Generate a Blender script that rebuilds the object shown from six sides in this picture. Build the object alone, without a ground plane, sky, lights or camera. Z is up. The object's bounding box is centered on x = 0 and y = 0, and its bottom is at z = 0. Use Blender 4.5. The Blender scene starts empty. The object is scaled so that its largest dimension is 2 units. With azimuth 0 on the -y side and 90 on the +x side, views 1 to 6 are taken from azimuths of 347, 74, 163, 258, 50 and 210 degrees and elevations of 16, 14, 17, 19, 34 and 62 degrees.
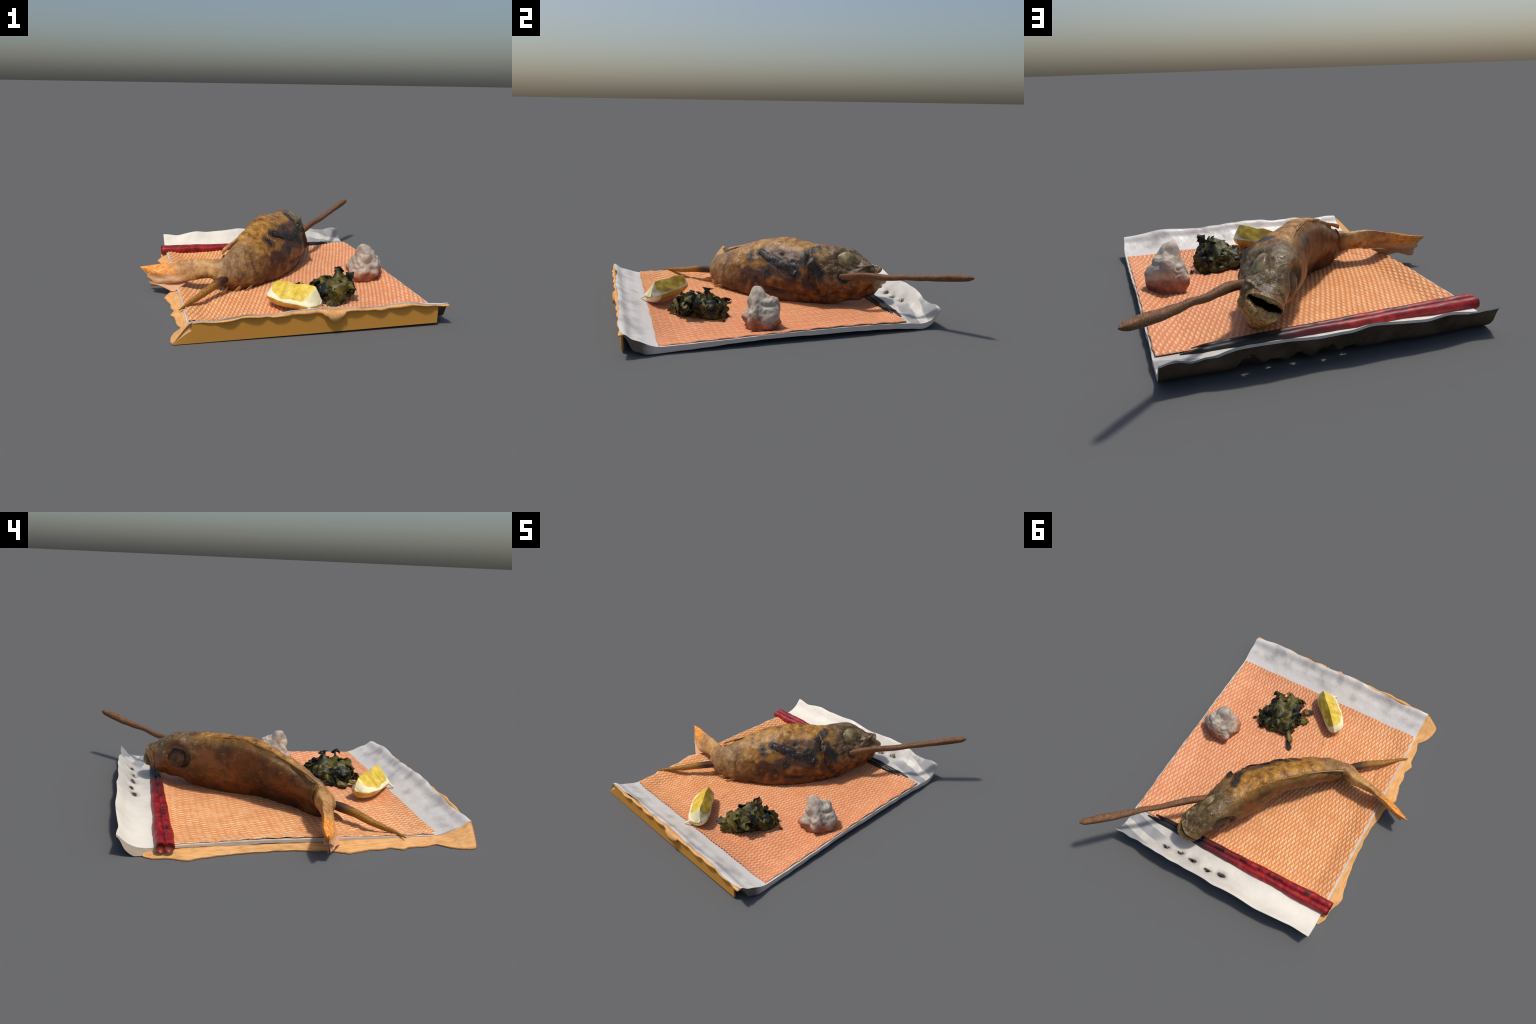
"""Grilled fish on a stick, served on a woven-pattern ceramic plate with garnish,
a pair of lacquered chopsticks and the scrap of wooden table under it."""
import bpy, math
import numpy as np
from mathutils import Vector

PI = math.pi
rng = np.random.default_rng(7)


# ------------------------------------------------------------------ helpers
class Waves:
    """Smooth seeded noise in space: a sum of randomly turned sine waves."""

    def __init__(self, seed, octaves=4, gain=0.5, n=14):
        r = np.random.default_rng(seed)
        self.o = []
        for k in range(octaves):
            d = r.normal(size=(n, 3))
            d /= np.linalg.norm(d, axis=1)[:, None]
            d *= (2 ** k) * r.uniform(0.7, 1.4, (n, 1))
            self.o.append((d, r.uniform(0, 2 * PI, n), gain ** k / math.sqrt(n / 2)))

    def __call__(self, p, scale):
        p = np.asarray(p, float) * scale
        return sum(a * np.sin(p @ d.T + ph).sum(1) for d, ph, a in self.o)


def smooth(a, b, x):
    t = np.clip((np.asarray(x, float) - a) / (b - a), 0, 1)
    return t * t * (3 - 2 * t)


def interp(x, xs, ys):
    """smooth interpolation through control points (cubic Hermite)"""
    xs, ys = np.array(xs, float), np.array(ys, float)
    x = np.clip(x, xs[0], xs[-1])
    m = np.gradient(ys, xs)
    i = np.clip(np.searchsorted(xs, x) - 1, 0, len(xs) - 2)
    h = xs[i + 1] - xs[i]
    s = (x - xs[i]) / h
    return (ys[i] * (2 * s**3 - 3 * s**2 + 1) + m[i] * h * (s**3 - 2 * s**2 + s)
            + ys[i + 1] * (-2 * s**3 + 3 * s**2) + m[i + 1] * h * (s**3 - s**2))


def seg_dist(p, a, b):
    a, b = np.array(a, float), np.array(b, float)
    t = np.clip(((p - a) @ (b - a)) / ((b - a) @ (b - a)), 0, 1)
    return np.linalg.norm(p - (a + t[:, None] * (b - a)), axis=1), t


def line_dist(p, pts):
    return np.min([seg_dist(p, a, b)[0] for a, b in zip(pts[:-1], pts[1:])], axis=0)


def obj_from(name, verts, faces, mat=None, parent=None, smooth_on=True, stuff=False):
    me = bpy.data.meshes.new(name)
    me.from_pydata([tuple(map(float, v)) for v in verts], [], [tuple(map(int, f)) for f in faces])
    me.validate()
    me.update()
    if smooth_on:
        me.polygons.foreach_set("use_smooth", [True] * len(me.polygons))
    if mat:
        me.materials.append(mat)
    o = bpy.data.objects.new(name, me)
    bpy.context.scene.collection.objects.link(o)
    if parent:
        o.parent = parent
    if stuff:
        o["kind"] = "stuff"
    return o


def thing(name, label, category):
    e = bpy.data.objects.new(name, None)
    e.empty_display_size = 0.1
    bpy.context.scene.collection.objects.link(e)
    e["label"], e["category"] = label, category
    return e


def grid_faces(nu, nv, wrap_v=False):
    f = []
    for i in range(nu - 1):
        for j in range(nv if wrap_v else nv - 1):
            k = (j + 1) % nv
            f.append((i * nv + j, i * nv + k, (i + 1) * nv + k, (i + 1) * nv + j))
    return f


def tube(path, ra, rb, n=14, up=(0, 0, 1), square=1.0):
    """closed tube with elliptical sections along a path (ra sideways, rb upwards)"""
    P = np.array(path, float)
    d = np.gradient(P, axis=0)
    d /= np.linalg.norm(d, axis=1)[:, None]
    L = np.cross(d, up)
    L /= np.linalg.norm(L, axis=1)[:, None]
    U = np.cross(L, d)
    a = np.linspace(0, 2 * PI, n, endpoint=False)
    ca, sa = [np.sign(q) * np.abs(q) ** square for q in (np.cos(a), np.sin(a))]
    V = (P[:, None] + L[:, None] * (ca[None, :, None] * np.reshape(ra, (-1, 1, 1)))
         + U[:, None] * (sa[None, :, None] * np.reshape(rb, (-1, 1, 1)))).reshape(-1, 3)
    F = grid_faces(len(P), n, True)
    F.append(tuple(range(n)))
    F.append(tuple((len(P) - 1) * n + j for j in reversed(range(n))))
    return V, F


# ------------------------------------------------------------ shader builder
class Mat:
    def __init__(self, name, rough=0.6, spec=0.3):
        self.m = bpy.data.materials.new(name)
        self.m.use_nodes = True
        self.t = self.m.node_tree
        self.b = self.t.nodes["Principled BSDF"]
        self.b.inputs["Roughness"].default_value = rough
        self.b.inputs["Specular IOR Level"].default_value = spec
        self.co = self.t.nodes.new("ShaderNodeTexCoord").outputs["Object"]
        self._xyz = None

    def new(self, kind, **kw):
        n = self.t.nodes.new(kind)
        for k, v in kw.items():
            setattr(n, k, v)
        return n

    def put(self, sock, v):
        if isinstance(v, bpy.types.NodeSocket):
            self.t.links.new(v, sock)
        elif isinstance(v, (tuple, list)) and len(v) == 3 and sock.type == "RGBA":
            sock.default_value = (*v, 1)
        else:
            sock.default_value = v

    def math(self, op, a, b=0.0, clamp=False):
        n = self.new("ShaderNodeMath", operation=op, use_clamp=clamp)
        self.put(n.inputs[0], a)
        self.put(n.inputs[1], b)
        return n.outputs[0]

    def add(self, *v):
        r = v[0]
        for x in v[1:]:
            r = self.math("ADD", r, x)
        return r

    def mul(self, a, b):
        return self.math("MULTIPLY", a, b)

    def vmath(self, op, a, b=(0, 0, 0)):
        n = self.new("ShaderNodeVectorMath", operation=op)
        self.put(n.inputs[0], a)
        self.put(n.inputs[1], b)
        return n.outputs["Value"] if op in ("DOT_PRODUCT", "LENGTH", "DISTANCE") else n.outputs[0]

    def scale(self, v, s):
        n = self.new("ShaderNodeVectorMath", operation="SCALE")
        self.put(n.inputs[0], v)
        self.put(n.inputs["Scale"], s)
        return n.outputs[0]

    def xyz(self):
        if not self._xyz:
            self._xyz = self.new("ShaderNodeSeparateXYZ")
            self.put(self._xyz.inputs[0], self.co)
        return self._xyz.outputs

    def stretch(self, s, rot=(0, 0, 0), loc=(0, 0, 0)):
        n = self.new("ShaderNodeMapping")
        self.put(n.inputs["Vector"], self.co)
        n.inputs["Scale"].default_value = s
        n.inputs["Rotation"].default_value = rot
        n.inputs["Location"].default_value = loc
        return n.outputs[0]

    def noise(self, scale, detail=4, rough=0.55, vec=None, dist=0.0):
        n = self.new("ShaderNodeTexNoise")
        self.put(n.inputs["Vector"], vec or self.co)
        n.inputs["Scale"].default_value = scale
        n.inputs["Detail"].default_value = detail
        n.inputs["Roughness"].default_value = rough
        n.inputs["Distortion"].default_value = dist
        return n.outputs["Fac"]

    def vor(self, scale, vec=None, feature="F1"):
        n = self.new("ShaderNodeTexVoronoi", feature=feature)
        self.put(n.inputs["Vector"], vec or self.co)
        n.inputs["Scale"].default_value = scale
        return n.outputs["Distance"]

    def step(self, x, a, b):
        """smooth 0..1 as x goes from a to b"""
        n = self.new("ShaderNodeMapRange", interpolation_type="SMOOTHSTEP")
        self.put(n.inputs[0], x)
        lo, hi, t0, t1 = (a, b, 0, 1) if a < b else (b, a, 1, 0)
        for k, v in zip((1, 2, 3, 4), (lo, hi, t0, t1)):
            n.inputs[k].default_value = v
        return n.outputs[0]

    def mix(self, fac, a, b, blend="MIX"):
        n = self.new("ShaderNodeMix", data_type="RGBA", blend_type=blend)
        self.put(n.inputs[0], fac)
        self.put(n.inputs[6], a)
        self.put(n.inputs[7], b)
        return n.outputs[2]

    def ramp(self, fac, stops):
        n = self.new("ShaderNodeValToRGB")
        self.put(n.inputs[0], fac)
        e = n.color_ramp.elements
        while len(e) < len(stops):
            e.new(0.5)
        for k, (p, c) in enumerate(stops):
            e[k].position, e[k].color = p, (*c, 1)
        return n.outputs[0]

    def seg(self, a, b, vec=None):
        """distance of the surface point from a straight mark between a and b"""
        a, b = Vector(a), Vector(b)
        d = b - a
        pa = self.vmath("SUBTRACT", vec or self.co, tuple(a))
        if d.length < 1e-6:
            return self.vmath("LENGTH", pa)
        t = self.math("MULTIPLY", self.vmath("DOT_PRODUCT", pa, tuple(d)), 1 / d.length_squared, True)
        n = self.new("ShaderNodeVectorMath", operation="SCALE")
        n.inputs[0].default_value = tuple(d)
        self.put(n.inputs["Scale"], t)
        return self.vmath("DISTANCE", pa, n.outputs[0])

    def color(self, c):
        self.put(self.b.inputs["Base Color"], c)
        return self

    def rough(self, r):
        self.put(self.b.inputs["Roughness"], r)

    def bump(self, h, strength=0.5, dist=0.01):
        n = self.new("ShaderNodeBump")
        n.inputs["Strength"].default_value = strength
        n.inputs["Distance"].default_value = dist
        self.put(n.inputs["Height"], h)
        self.put(self.b.inputs["Normal"], n.outputs[0])


def rgb(r, g, b, k=1.0):
    """display colour 0..255 -> linear base colour, k = how strongly it was lit"""
    f = lambda c: (c / 255 / 12.92 if c <= 10 else ((c / 255 + 0.055) / 1.055) ** 2.4) / k
    return (f(r), f(g), f(b))


# ================================================================= THE PLATE
X0, X1 = -0.668, 0.772          # side edges
Y0, Y1 = -0.962, 0.862          # crests of the two turned-up rims
edge_n = Waves(3, 3)


def along_y(y):
    return interp(y, [-.97, -.955, -.925, -.88, -.835, -.79, -.7, -.49, -.2, .1, .4, .65, .735, .78, .82, .85, .872],
                  [.130, .125, .098, .076, .055, .042, .040, .043, .050, .054, .052, .045, .042, .052, .078, .110, .128])


def along_y_under(y):
    return interp(y, [-.97, -.955, -.94, -.92, -.85, -.8, -.5, -.18, .1, .43, .6, .68, .79, .82, .845, .872],
                  [.112, .075, .035, .012, .002, .006, .020, .028, .028, .022, .012, .004, .005, .026, .058, .106])


DENTS = [(0.425, 0.797, .9), (0.325, 0.782, 1.0), (0.225, 0.785, 1.15), (0.105, 0.798, .95), (0.010, 0.781, 1.1)]


def plate_top(x, y):
    p = np.stack([x, y, 0 * x], 1)
    z = along_y(y)
    back = smooth(.70, .86, y)
    front = smooth(-.80, -.95, y)
    z = z + back * (.008 * smooth(.60, .15, np.abs(x)) - .008 * smooth(.55, .76, x) * smooth(.87, .80, y))
    inner = np.minimum(x - X0, X1 - x)                     # distance from the open sides
    z = z + .004 * smooth(.62, .70, y) * smooth(.86, .80, y) * smooth(.0, .14, inner)
    # the floor is a shallow basin
    z = z - (.033 + .006 * np.exp(-((x + .3) / .35) ** 2 - ((y - .1) / .4) ** 2)) * smooth(.006, .15, inner) * smooth(-.83, -.66, y) * smooth(.66, .52, y)
    z = z + front * (.008 * np.sin(2.2 * x + 1.4) - .012 * smooth(-.5, -.66, x) + .006 * smooth(.6, .76, x))
    z = z + (back * .006 + front * .0055) * edge_n(p, 12) + .0012 * edge_n(p + 3, 9)
    # pleats in the corner of the back rim and knocked-in dents
    pleat = smooth(.50, .62, x) * smooth(.66, .74, y)
    z = z - pleat * .010 * (1 - np.abs(2 * ((x - .42 + .25 * (y - .7)) * 9 % 1) - 1))
    for dx, dy, r in DENTS:
        q = np.hypot((x - dx) / (.045 * r), (y - dy) / (.030 * r))
        z = z - .016 * np.exp(-q**2 * 1.3) + .004 * np.exp(-((q - 1.3) / .4) ** 2) * smooth(dy, dy + .03, y)
    return z


def plate_edge_x(y):
    p = np.stack([0 * y, y, 0 * y], 1)
    return .0035 * edge_n(p, 14)


def build_plate(parent, glaze, under):
    nx, ny = 190, 250
    v = np.linspace(0, 1, ny)
    ys = Y0 - .008 + (Y1 - Y0 + .018) * v
    us = np.linspace(0, 1, nx)
    U, Yg = np.meshgrid(us, ys, indexing="ij")
    U, Yg = U.ravel(), Yg.ravel()
    wob = plate_edge_x(Yg)
    X = X0 + wob * .7 + (X1 - X0 + wob * .4) * U
    # rims lean and their crests wander
    px = np.stack([X, 0 * X, 0 * X], 1)
    Yt = Yg + smooth(.74, .87, Yg) * (.013 * np.exp(-(X / .38) ** 2) - .009) + smooth(-.82, -.96, Yg) * .006 * edge_n(px, 11) + smooth(.75, .87, Yg) * .006 * edge_n(px + 5, 13)
    # back-left corner is clipped
    T = plate_top(X, Yt)
    B = along_y_under(Yg) + .003 * edge_n(np.stack([X, Yg, 0 * X], 1), 7)
    B = B + .010 * smooth(.64, .75, X) * smooth(-.75, -.95, Yg)
    B = np.maximum(B, T - .015 + .004 * edge_n(np.stack([0 * X, Yg + 8, 0 * X], 1), 16) - .35 * np.maximum(X - X0 - .01, 0) - .2 * smooth(.62, .74, Yg))
    B = np.maximum(B, T - .012 - .05 * smooth(.0, .05, np.minimum(Yg - Y0, Y1 - Yg) + .004))
    for dx, dy, r in DENTS:
        B = np.maximum(B, T - .012 - 3.0 * np.maximum(np.hypot(X - dx, Yt - dy) - .035, 0))
    B = np.minimum(np.maximum(B, .0015), T - .008)
    B = np.maximum(B, .0005)
    Xb = X + .0 * X
    hole = np.zeros(len(X), bool)
    for dx, dy, r in DENTS:
        ang = np.arctan2(Yt - dy, X - dx)
        rr = (.016 + .005 * np.sin(3 * ang + dx * 40)) * r
        hole |= np.hypot((X - dx) / 1.35, (Yt - dy - .006) * 1.25) < rr * .8
    top = np.stack([X, Yt, T], 1)
    bot = np.stack([Xb, Yt, B], 1)
    cell = lambda i, j: i * ny + j
    keep = np.ones((nx - 1, ny - 1), bool)
    H = hole.reshape(nx, ny)
    keep &= ~(H[:-1, :-1] & H[1:, 1:])
    tops, bots = [], []
    n = nx * ny
    for i in range(nx - 1):
        for j in range(ny - 1):
            if not keep[i, j]:
                continue
            a, b, c, d = cell(i, j), cell(i + 1, j), cell(i + 1, j + 1), cell(i, j + 1)
            tops.append((a, b, c, d))
            bots.append((n + d, n + c, n + b, n + a))
            for (di, dj, p, q) in ((0, -1, a, b), (1, 0, b, c), (0, 1, c, d), (-1, 0, d, a)):
                ii, jj = i + di, j + dj
                if not (0 <= ii < nx - 1 and 0 <= jj < ny - 1) or not keep[ii, jj]:
                    (tops if abs(di) else tops).append((q, p, n + p, n + q))
    V = np.concatenate([top, bot])
    for name, F, m in (("dish", tops, glaze), ("underside", bots, under)):
        used = sorted({k for f in F for k in f})
        idx = {k: q for q, k in enumerate(used)}
        o = obj_from(name, V[used], [tuple(idx[k] for k in f) for f in F], m, parent)
        o.data.set_sharp_from_angle(angle=math.radians(50))


# ---------------------------------------------------------- the woven centre
PX, PY = 0.0132, 0.0370   # strand pitch across and along
FW, FL, SLANT = .96, 1.12, .45   # float half width and half length in pitches, lean


def build_weave(parent, mat):
    xs = np.arange(X0 + .012, X1 - .006, PX / 6)
    ys = np.arange(-.787, .652, PY / 9)
    nx, ny = len(xs), len(ys)
    X, Y = [a.ravel() for a in np.meshgrid(xs, ys, indexing="ij")]
    p = np.stack([X, Y, 0 * X], 1)
    w = (Y + .008 * np.sin(X * 6)) / PY
    u = (X + .006 * np.sin(Y * 7 + 1) + SLANT * PX * (w % 1 - .5)) / PX
    float_h = 0
    for k in (0, 1):                        # two interleaved sets of strand floats
        a = ((u / 2 + .5 * k) % 1 - .5) * 2 / FW
        b = ((w / 2 + .5 * k) % 1 - .5) * 2 / FL
        float_h = np.maximum(float_h, 1 - (np.abs(a) ** 1.7 + np.abs(b) ** 1.9))
    amp = .0075 * (1 + .25 * edge_n(p + 9, 8))
    h = np.sqrt(np.clip(float_h, 0, 1)) * amp
    z = plate_top(X, Y) + .0022 + h + .0012 * edge_n(p + 2, 10)
    # the weave is puckered where it was pressed beside the lemon and under the skewer point
    for cx, cy, r in ((-.13, -.50, .10), (-.52, -.42, .11), (.21, -.33, .10)):
        g = np.exp(-(((X - cx) ** 2 + (Y - cy) ** 2) / r**2))
        z = z + g * .0035 * np.abs(edge_n(p + 20, 42))
    # frayed front edge, wavy side edges
    V = np.stack([X, Y, z], 1).reshape(nx, ny, 3)
    V[0, :, 0] += .003 * np.sin(ys * 60)
    V[-1, :, 0] += .003 * np.sin(ys * 47)
    V[:, 0, 1] -= .003 * (np.floor(xs / PX) % 2) + .002 * np.sin(xs * 31)
    V[:, -1, 2] -= .004
    V[0, :, 2] -= .005
    V[-1, :, 2] -= .005
    # clear a bed: keep the mat below things that stand on it
    return obj_from("woven_mat", V.reshape(-1, 3), [f for f in grid_faces(nx, ny)], mat, parent, stuff=True)


def mat_weave():
    m = Mat("woven_straw", .55, .25)
    x, y, z = m.xyz()
    w = m.mul(m.add(y, m.mul(m.math("SINE", m.mul(x, 6.0)), .008)), 1 / PY)
    u = m.add(m.mul(m.add(x, m.mul(m.math("SINE", m.add(m.mul(y, 7.0), 1.0)), .006)), 1 / PX), m.mul(m.add(m.math("FRACT", w), -.5), SLANT))
    body = lean = None
    for k in (0, 1):
        sa = m.mul(m.add(m.math("FRACT", m.add(m.mul(u, .5), .5 * k)), -.5), 2 / FW)
        sb = m.mul(m.add(m.math("FRACT", m.add(m.mul(w, .5), .5 * k)), -.5), 2 / FL)
        e = m.math("SUBTRACT", 1.0, m.add(m.math("POWER", m.math("ABSOLUTE", sa), 1.7), m.math("POWER", m.math("ABSOLUTE", sb), 1.9)))
        hi = m.math("SUBTRACT", e, m.mul(sa, .35))
        body = e if body is None else m.math("MAXIMUM", body, e)
        lean = hi if lean is None else m.math("MAXIMUM", lean, hi)
    big = m.noise(2.4, 3)
    fine = m.noise(90, 3, .6)
    mid = m.noise(22, 2)
    side = m.step(m.add(x, m.mul(y, -.45), m.mul(m.add(big, -.5), .8)), -.45, .55)   # yellower left, pinker right
    base = m.mix(side, rgb(232, 150, 90, 1.16), rgb(226, 143, 96, 1.16))
    gap = m.mix(side, rgb(160, 76, 34, 1.16), rgb(150, 72, 40, 1.16))
    light = m.mix(side, rgb(255, 230, 180, 1.03), rgb(255, 218, 176, 1.05))  # highlight on each strand's lit side, put into the colour
    c = m.mix(m.step(m.add(body, m.mul(m.add(fine, -.5), .3)), .0, .34), gap, base)
    c2 = m.mix(m.mul(m.step(m.add(lean, m.mul(m.add(mid, -.5), .6)), .58, 1.12), .62), c, light)
    c2 = m.mix(m.mul(m.step(fine, .54, .74), .15), c2, gap)
    c2 = m.mix(m.mul(m.step(m.noise(6, 3), .58, .75), .12), c2, rgb(226, 130, 80, 1.16))
    return m.color(c2).m


def mat_glaze():
    m = Mat("white_glaze", .42, .4)
    x, y, z = m.xyz()
    big = m.noise(7, 3)
    c = m.ramp(big, [(.32, rgb(196, 191, 184, 1.14)), (.5, rgb(212, 207, 199, 1.14)), (.68, rgb(221, 215, 203, 1.14))])
    warm = m.mul(m.step(y, .5, .75), m.step(x, .5, -.55))
    c = m.mix(m.mul(warm, .8), c, rgb(250, 243, 226, 1.14))
    streak = m.noise(9, 3, .5, m.stretch((1.1, .9, 1), (0, 0, .3)))
    c = m.mix(m.mul(m.mul(m.step(streak, .46, .74), .5), m.step(y, -.80, -.88)), m.mix(m.step(y, -.6, -.78), c, rgb(226, 221, 214, 1.14)), rgb(138, 130, 127, 1.14))
    # grey slip bands across the right back corner
    band = m.math("FRACT", m.mul(m.add(y, m.mul(x, .24), m.mul(m.noise(4, 2), .05)), 8.4))
    bm = m.mul(m.mul(m.step(band, .36, .40), m.step(band, .98, .9)), m.mul(m.step(m.add(x, m.mul(y, -.9)), -.27, -.17), m.mul(m.step(y, .66, .69), m.step(x, .42, .52))))
    c = m.mix(m.mul(bm, .95), c, rgb(158, 158, 158, 1.14))
    # dents coloured dark for the unlit hollow inside them
    wob = m.mul(m.add(m.noise(30, 3), -.5), .035)
    for dx, dy, r in DENTS:
        d = m.add(m.seg((dx - .014, dy, .05), (dx + .014, dy, .05)), wob)
        c = m.mix(m.mul(m.step(d, .040 * r, .014 * r), .35), c, rgb(120, 112, 104))
        c = m.mix(m.step(d, .020 * r, .008 * r), c, rgb(56, 52, 48))
    specks = m.vor(26)
    c = m.mix(m.mul(m.step(specks, .055, .03), m.step(y, .68, .72)), c, rgb(50, 48, 44))
    # side edges: warm white lightened to lift their sky-only shade, dark front end
    geo = m.new("ShaderNodeNewGeometry")
    nx = m.new("ShaderNodeSeparateXYZ")
    m.put(nx.inputs[0], geo.outputs["Normal"])
    c = m.mix(m.mul(m.step(nx.outputs[0], .55, .85), 1.0), c, m.mix(m.step(m.add(y, m.mul(m.add(big, -.5), .1)), -.80, -.88), rgb(226, 208, 194), rgb(112, 98, 86)))
    c = m.mix(m.mul(m.step(nx.outputs[0], -.55, -.85), .6), c, rgb(214, 180, 148))
    m.bump(m.noise(16, 3), .25, .02)
    return m.color(c).m


def mat_under():
    m = Mat("bare_clay_underside", .85, .1)
    n = m.noise(9, 4)
    return m.color(m.ramp(n, [(.3, rgb(64, 54, 44)), (.7, rgb(104, 88, 72))])).m


# =========================================================== the table scrap
def mat_wood():
    m = Mat("tan_wood", .6, .2)
    g = m.noise(14, 5, .6, m.stretch((12, 1.2, 6), (0, 0, .95)))
    big = m.noise(9, 3)
    c = m.ramp(g, [(.3, rgb(206, 148, 88, 1.1)), (.5, rgb(230, 172, 108, 1.1)), (.7, rgb(240, 186, 122, 1.1))])
    c = m.mix(m.mul(m.step(big, .58, .74), .4), c, rgb(150, 112, 68))
    return m.color(c).m


def mat_panel():
    m = Mat("ochre_panel", .8, .1)
    n = m.noise(5, 2)
    return m.color(m.mix(n, rgb(200, 142, 62), rgb(207, 147, 66))).m


def build_table(parent, wood, panel):
    wn = Waves(11, 3)
    # ragged skirt along the left side and the front-left corner flap
    yk = [-.975, -.955, -.89, -.84, -.78, -.69, -.61, -.575, -.51, -.45, -.40, -.33, -.28, -.20, -.07, .10, .22, .34, .42, .53, .585, .65, .70, .74]
    xo = [-.757, -.768, -.764, -.738, -.704, -.722, -.712, -.735, -.717, -.726, -.722, -.735, -.750, -.726, -.692, -.686, -.693, -.704, -.718, -.734, -.722, -.706, -.700, -.672]
    n = 150
    ys = np.linspace(-.975, .74, n)
    xout = np.interp(ys, yk, xo) + .003 * wn(np.stack([ys, ys * 0, ys * 0], 1), 40)
    zi = np.where(ys < -.80, along_y(np.maximum(ys, -.962)) - .012, .034)
    zi = np.minimum(zi, np.interp(ys, [-.975, -.95, -.9, -.84, -.79, .55, .62, .83], [.112, .112, .078, .040, .034, .034, .026, .016]))
    xi = np.full(n, X0 + .006)
    cols = 9
    s = np.linspace(0, 1, cols)
    V = []
    for k in range(n):
        for a in s:
            x = xi[k] + (xout[k] - xi[k]) * a
            z = zi[k] + (.004 - zi[k]) * (a ** 1.35) + .004 * math.sin(ys[k] * 55 + a * 3) * a * (1 - a) * 3
            V.append((x, ys[k], max(z, .002)))
    top = np.array(V)
    bot = top.copy()
    bot[:, 2] = np.maximum(0.0, np.minimum(top[:, 2] - .004, .6 * top[:, 2]))
    bot[:, 2] = np.where(np.tile(np.arange(cols), n) == cols - 1, 0.0, bot[:, 2])
    F = [f[::-1] for f in grid_faces(n, cols)]
    m = n * cols
    F += [tuple(m + k for k in f[::-1]) for f in F]
    ring = [i * cols for i in range(n)] + [(n - 1) * cols + j for j in range(1, cols)] + [i * cols + cols - 1 for i in range(n - 2, -1, -1)] + [j for j in range(cols - 2, 0, -1)]
    for a, b in zip(ring, ring[1:] + ring[:1]):
        F.append((a, b, m + b, m + a))
    obj_from("ragged_skirt", np.concatenate([top, bot]), F, wood, parent)
    # upright ochre panel closing the front
    px = np.linspace(0, 1, 60)
    xs = -.752 + (.705 + .752) * px
    yb = np.interp(px, [0, .5, 1], [-.9755, -.978, -.974])
    z0 = .013 * px
    zt = np.where(xs < X0, np.interp(xs, [-.752, -.70, X0], [.012, .062, .100]), plate_top(np.maximum(xs, X0), np.full(60, Y0 - .004)) - .007)
    V, F = [], []
    for k in range(60):
        V += [(xs[k], yb[k], z0[k]), (xs[k], yb[k] + .002, zt[k]), (xs[k], yb[k] + .011, zt[k]), (xs[k], yb[k] + .011, z0[k])]
    F = grid_faces(60, 4, True) + [(3, 2, 1, 0), (236, 237, 238, 239)]
    obj_from("front_panel", V, F, panel, parent, smooth_on=False)
    # fringe of wood stuck to the outside of the front rim
    n = 170
    xs = np.linspace(-.655, .765, n)
    low = np.interp(xs, [-.655, -.60, -.517, -.44, -.394, -.30, -.236, -.20, -.157, -.10, -.044, .03, .055, .075, .107, .135, .165, .22, .273, .32, .358, .43, .496, .6, .73],
                    [.098, .112, .119, .128, .121, .119, .108, .113, .108, .117, .114, .112, .104, .080, .068, .084, .116, .117, .108, .115, .106, .114, .118, .120, .113])
    low = np.where((xs > .03) & (xs < .17), low, low + .006)
    yt = Y0 - .010
    V = []
    for k in range(n):
        x, zl = xs[k], low[k]
        ztop = float(plate_top(np.array([x]), np.array([Y0 - .004]))[0]) - .004
        zl = min(zl, ztop - .006)
        k_in = smooth(-.66, -.46, x)
        zl = zl * k_in + (ztop - .007) * (1 - k_in)
        out = .003 + .006 * k_in + .010 * k_in * abs(math.sin(x * 23)) + (.012 if .04 < x < .16 else 0)
        V += [(x, yt, ztop), (x, yt - out * .8, (ztop + zl) / 2 + .002), (x, yt - out, zl), (x, yt - out + .004, zl - .001), (x, yt + .004, (ztop + zl) / 2 - .006)]
    F = grid_faces(n, 5, True) + [(4, 3, 2, 1, 0), tuple(range((n - 1) * 5, n * 5))]
    obj_from("wood_fringe", V, [f[::-1] for f in F], wood, parent)


def bpy_ico(name, loc, r, mat, parent, sc=(1, 1, 1), rough=.2, seed=1, sub=3):
    import bmesh
    bm = bmesh.new()
    bmesh.ops.create_icosphere(bm, subdivisions=sub, radius=1)
    V = np.array([v.co[:] for v in bm.verts])
    F = [[v.index for v in f.verts] for f in bm.faces]
    bm.free()
    w = Waves(seed, 3)
    V = V * (1 + rough * w(V + np.array(loc) * 10, 2.2))[:, None]
    return obj_from(name, V * np.array(sc) * r + np.array(loc), F, mat, parent)


# ================================================================== THE FISH
# stations from the mouth to the tail tip: centre x, y, z, half width, half height up, down, roll
STATIONS = np.array([
    (.322, .690, .204, .082, .046, .060, -.50),
    (.308, .628, .188, .098, .095, .106, -.49),
    (.256, .485, .188, .111, .183, .163, -.50),
    (.170, .285, .192, .146, .204, .190, -.51),
    (.043, .102, .216, .122, .204, .220, -.54),
    (-.083, -.037, .197, .102, .182, .205, -.56),
    (-.215, -.157, .166, .083, .155, .161, -.53),
    (-.360, -.245, .141, .062, .112, .103, -.48),
    (-.459, -.221, .149, .046, .081, .054, -.47),
    (-.619, -.203, .136, .026, .080, .058, -.44),
    (-.818, -.150, .112, .010, .056, .068, -.36)])
TK = np.array([0, .06, .15, .27, .40, .52, .64, .74, .83, .92, 1.0])
EYE = np.array([.297, .468, .310])
EYE_A = np.array([.06, .17, -.01]); EYE_A /= np.linalg.norm(EYE_A)
SOCKET = np.array([.128, .528, .238])
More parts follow.
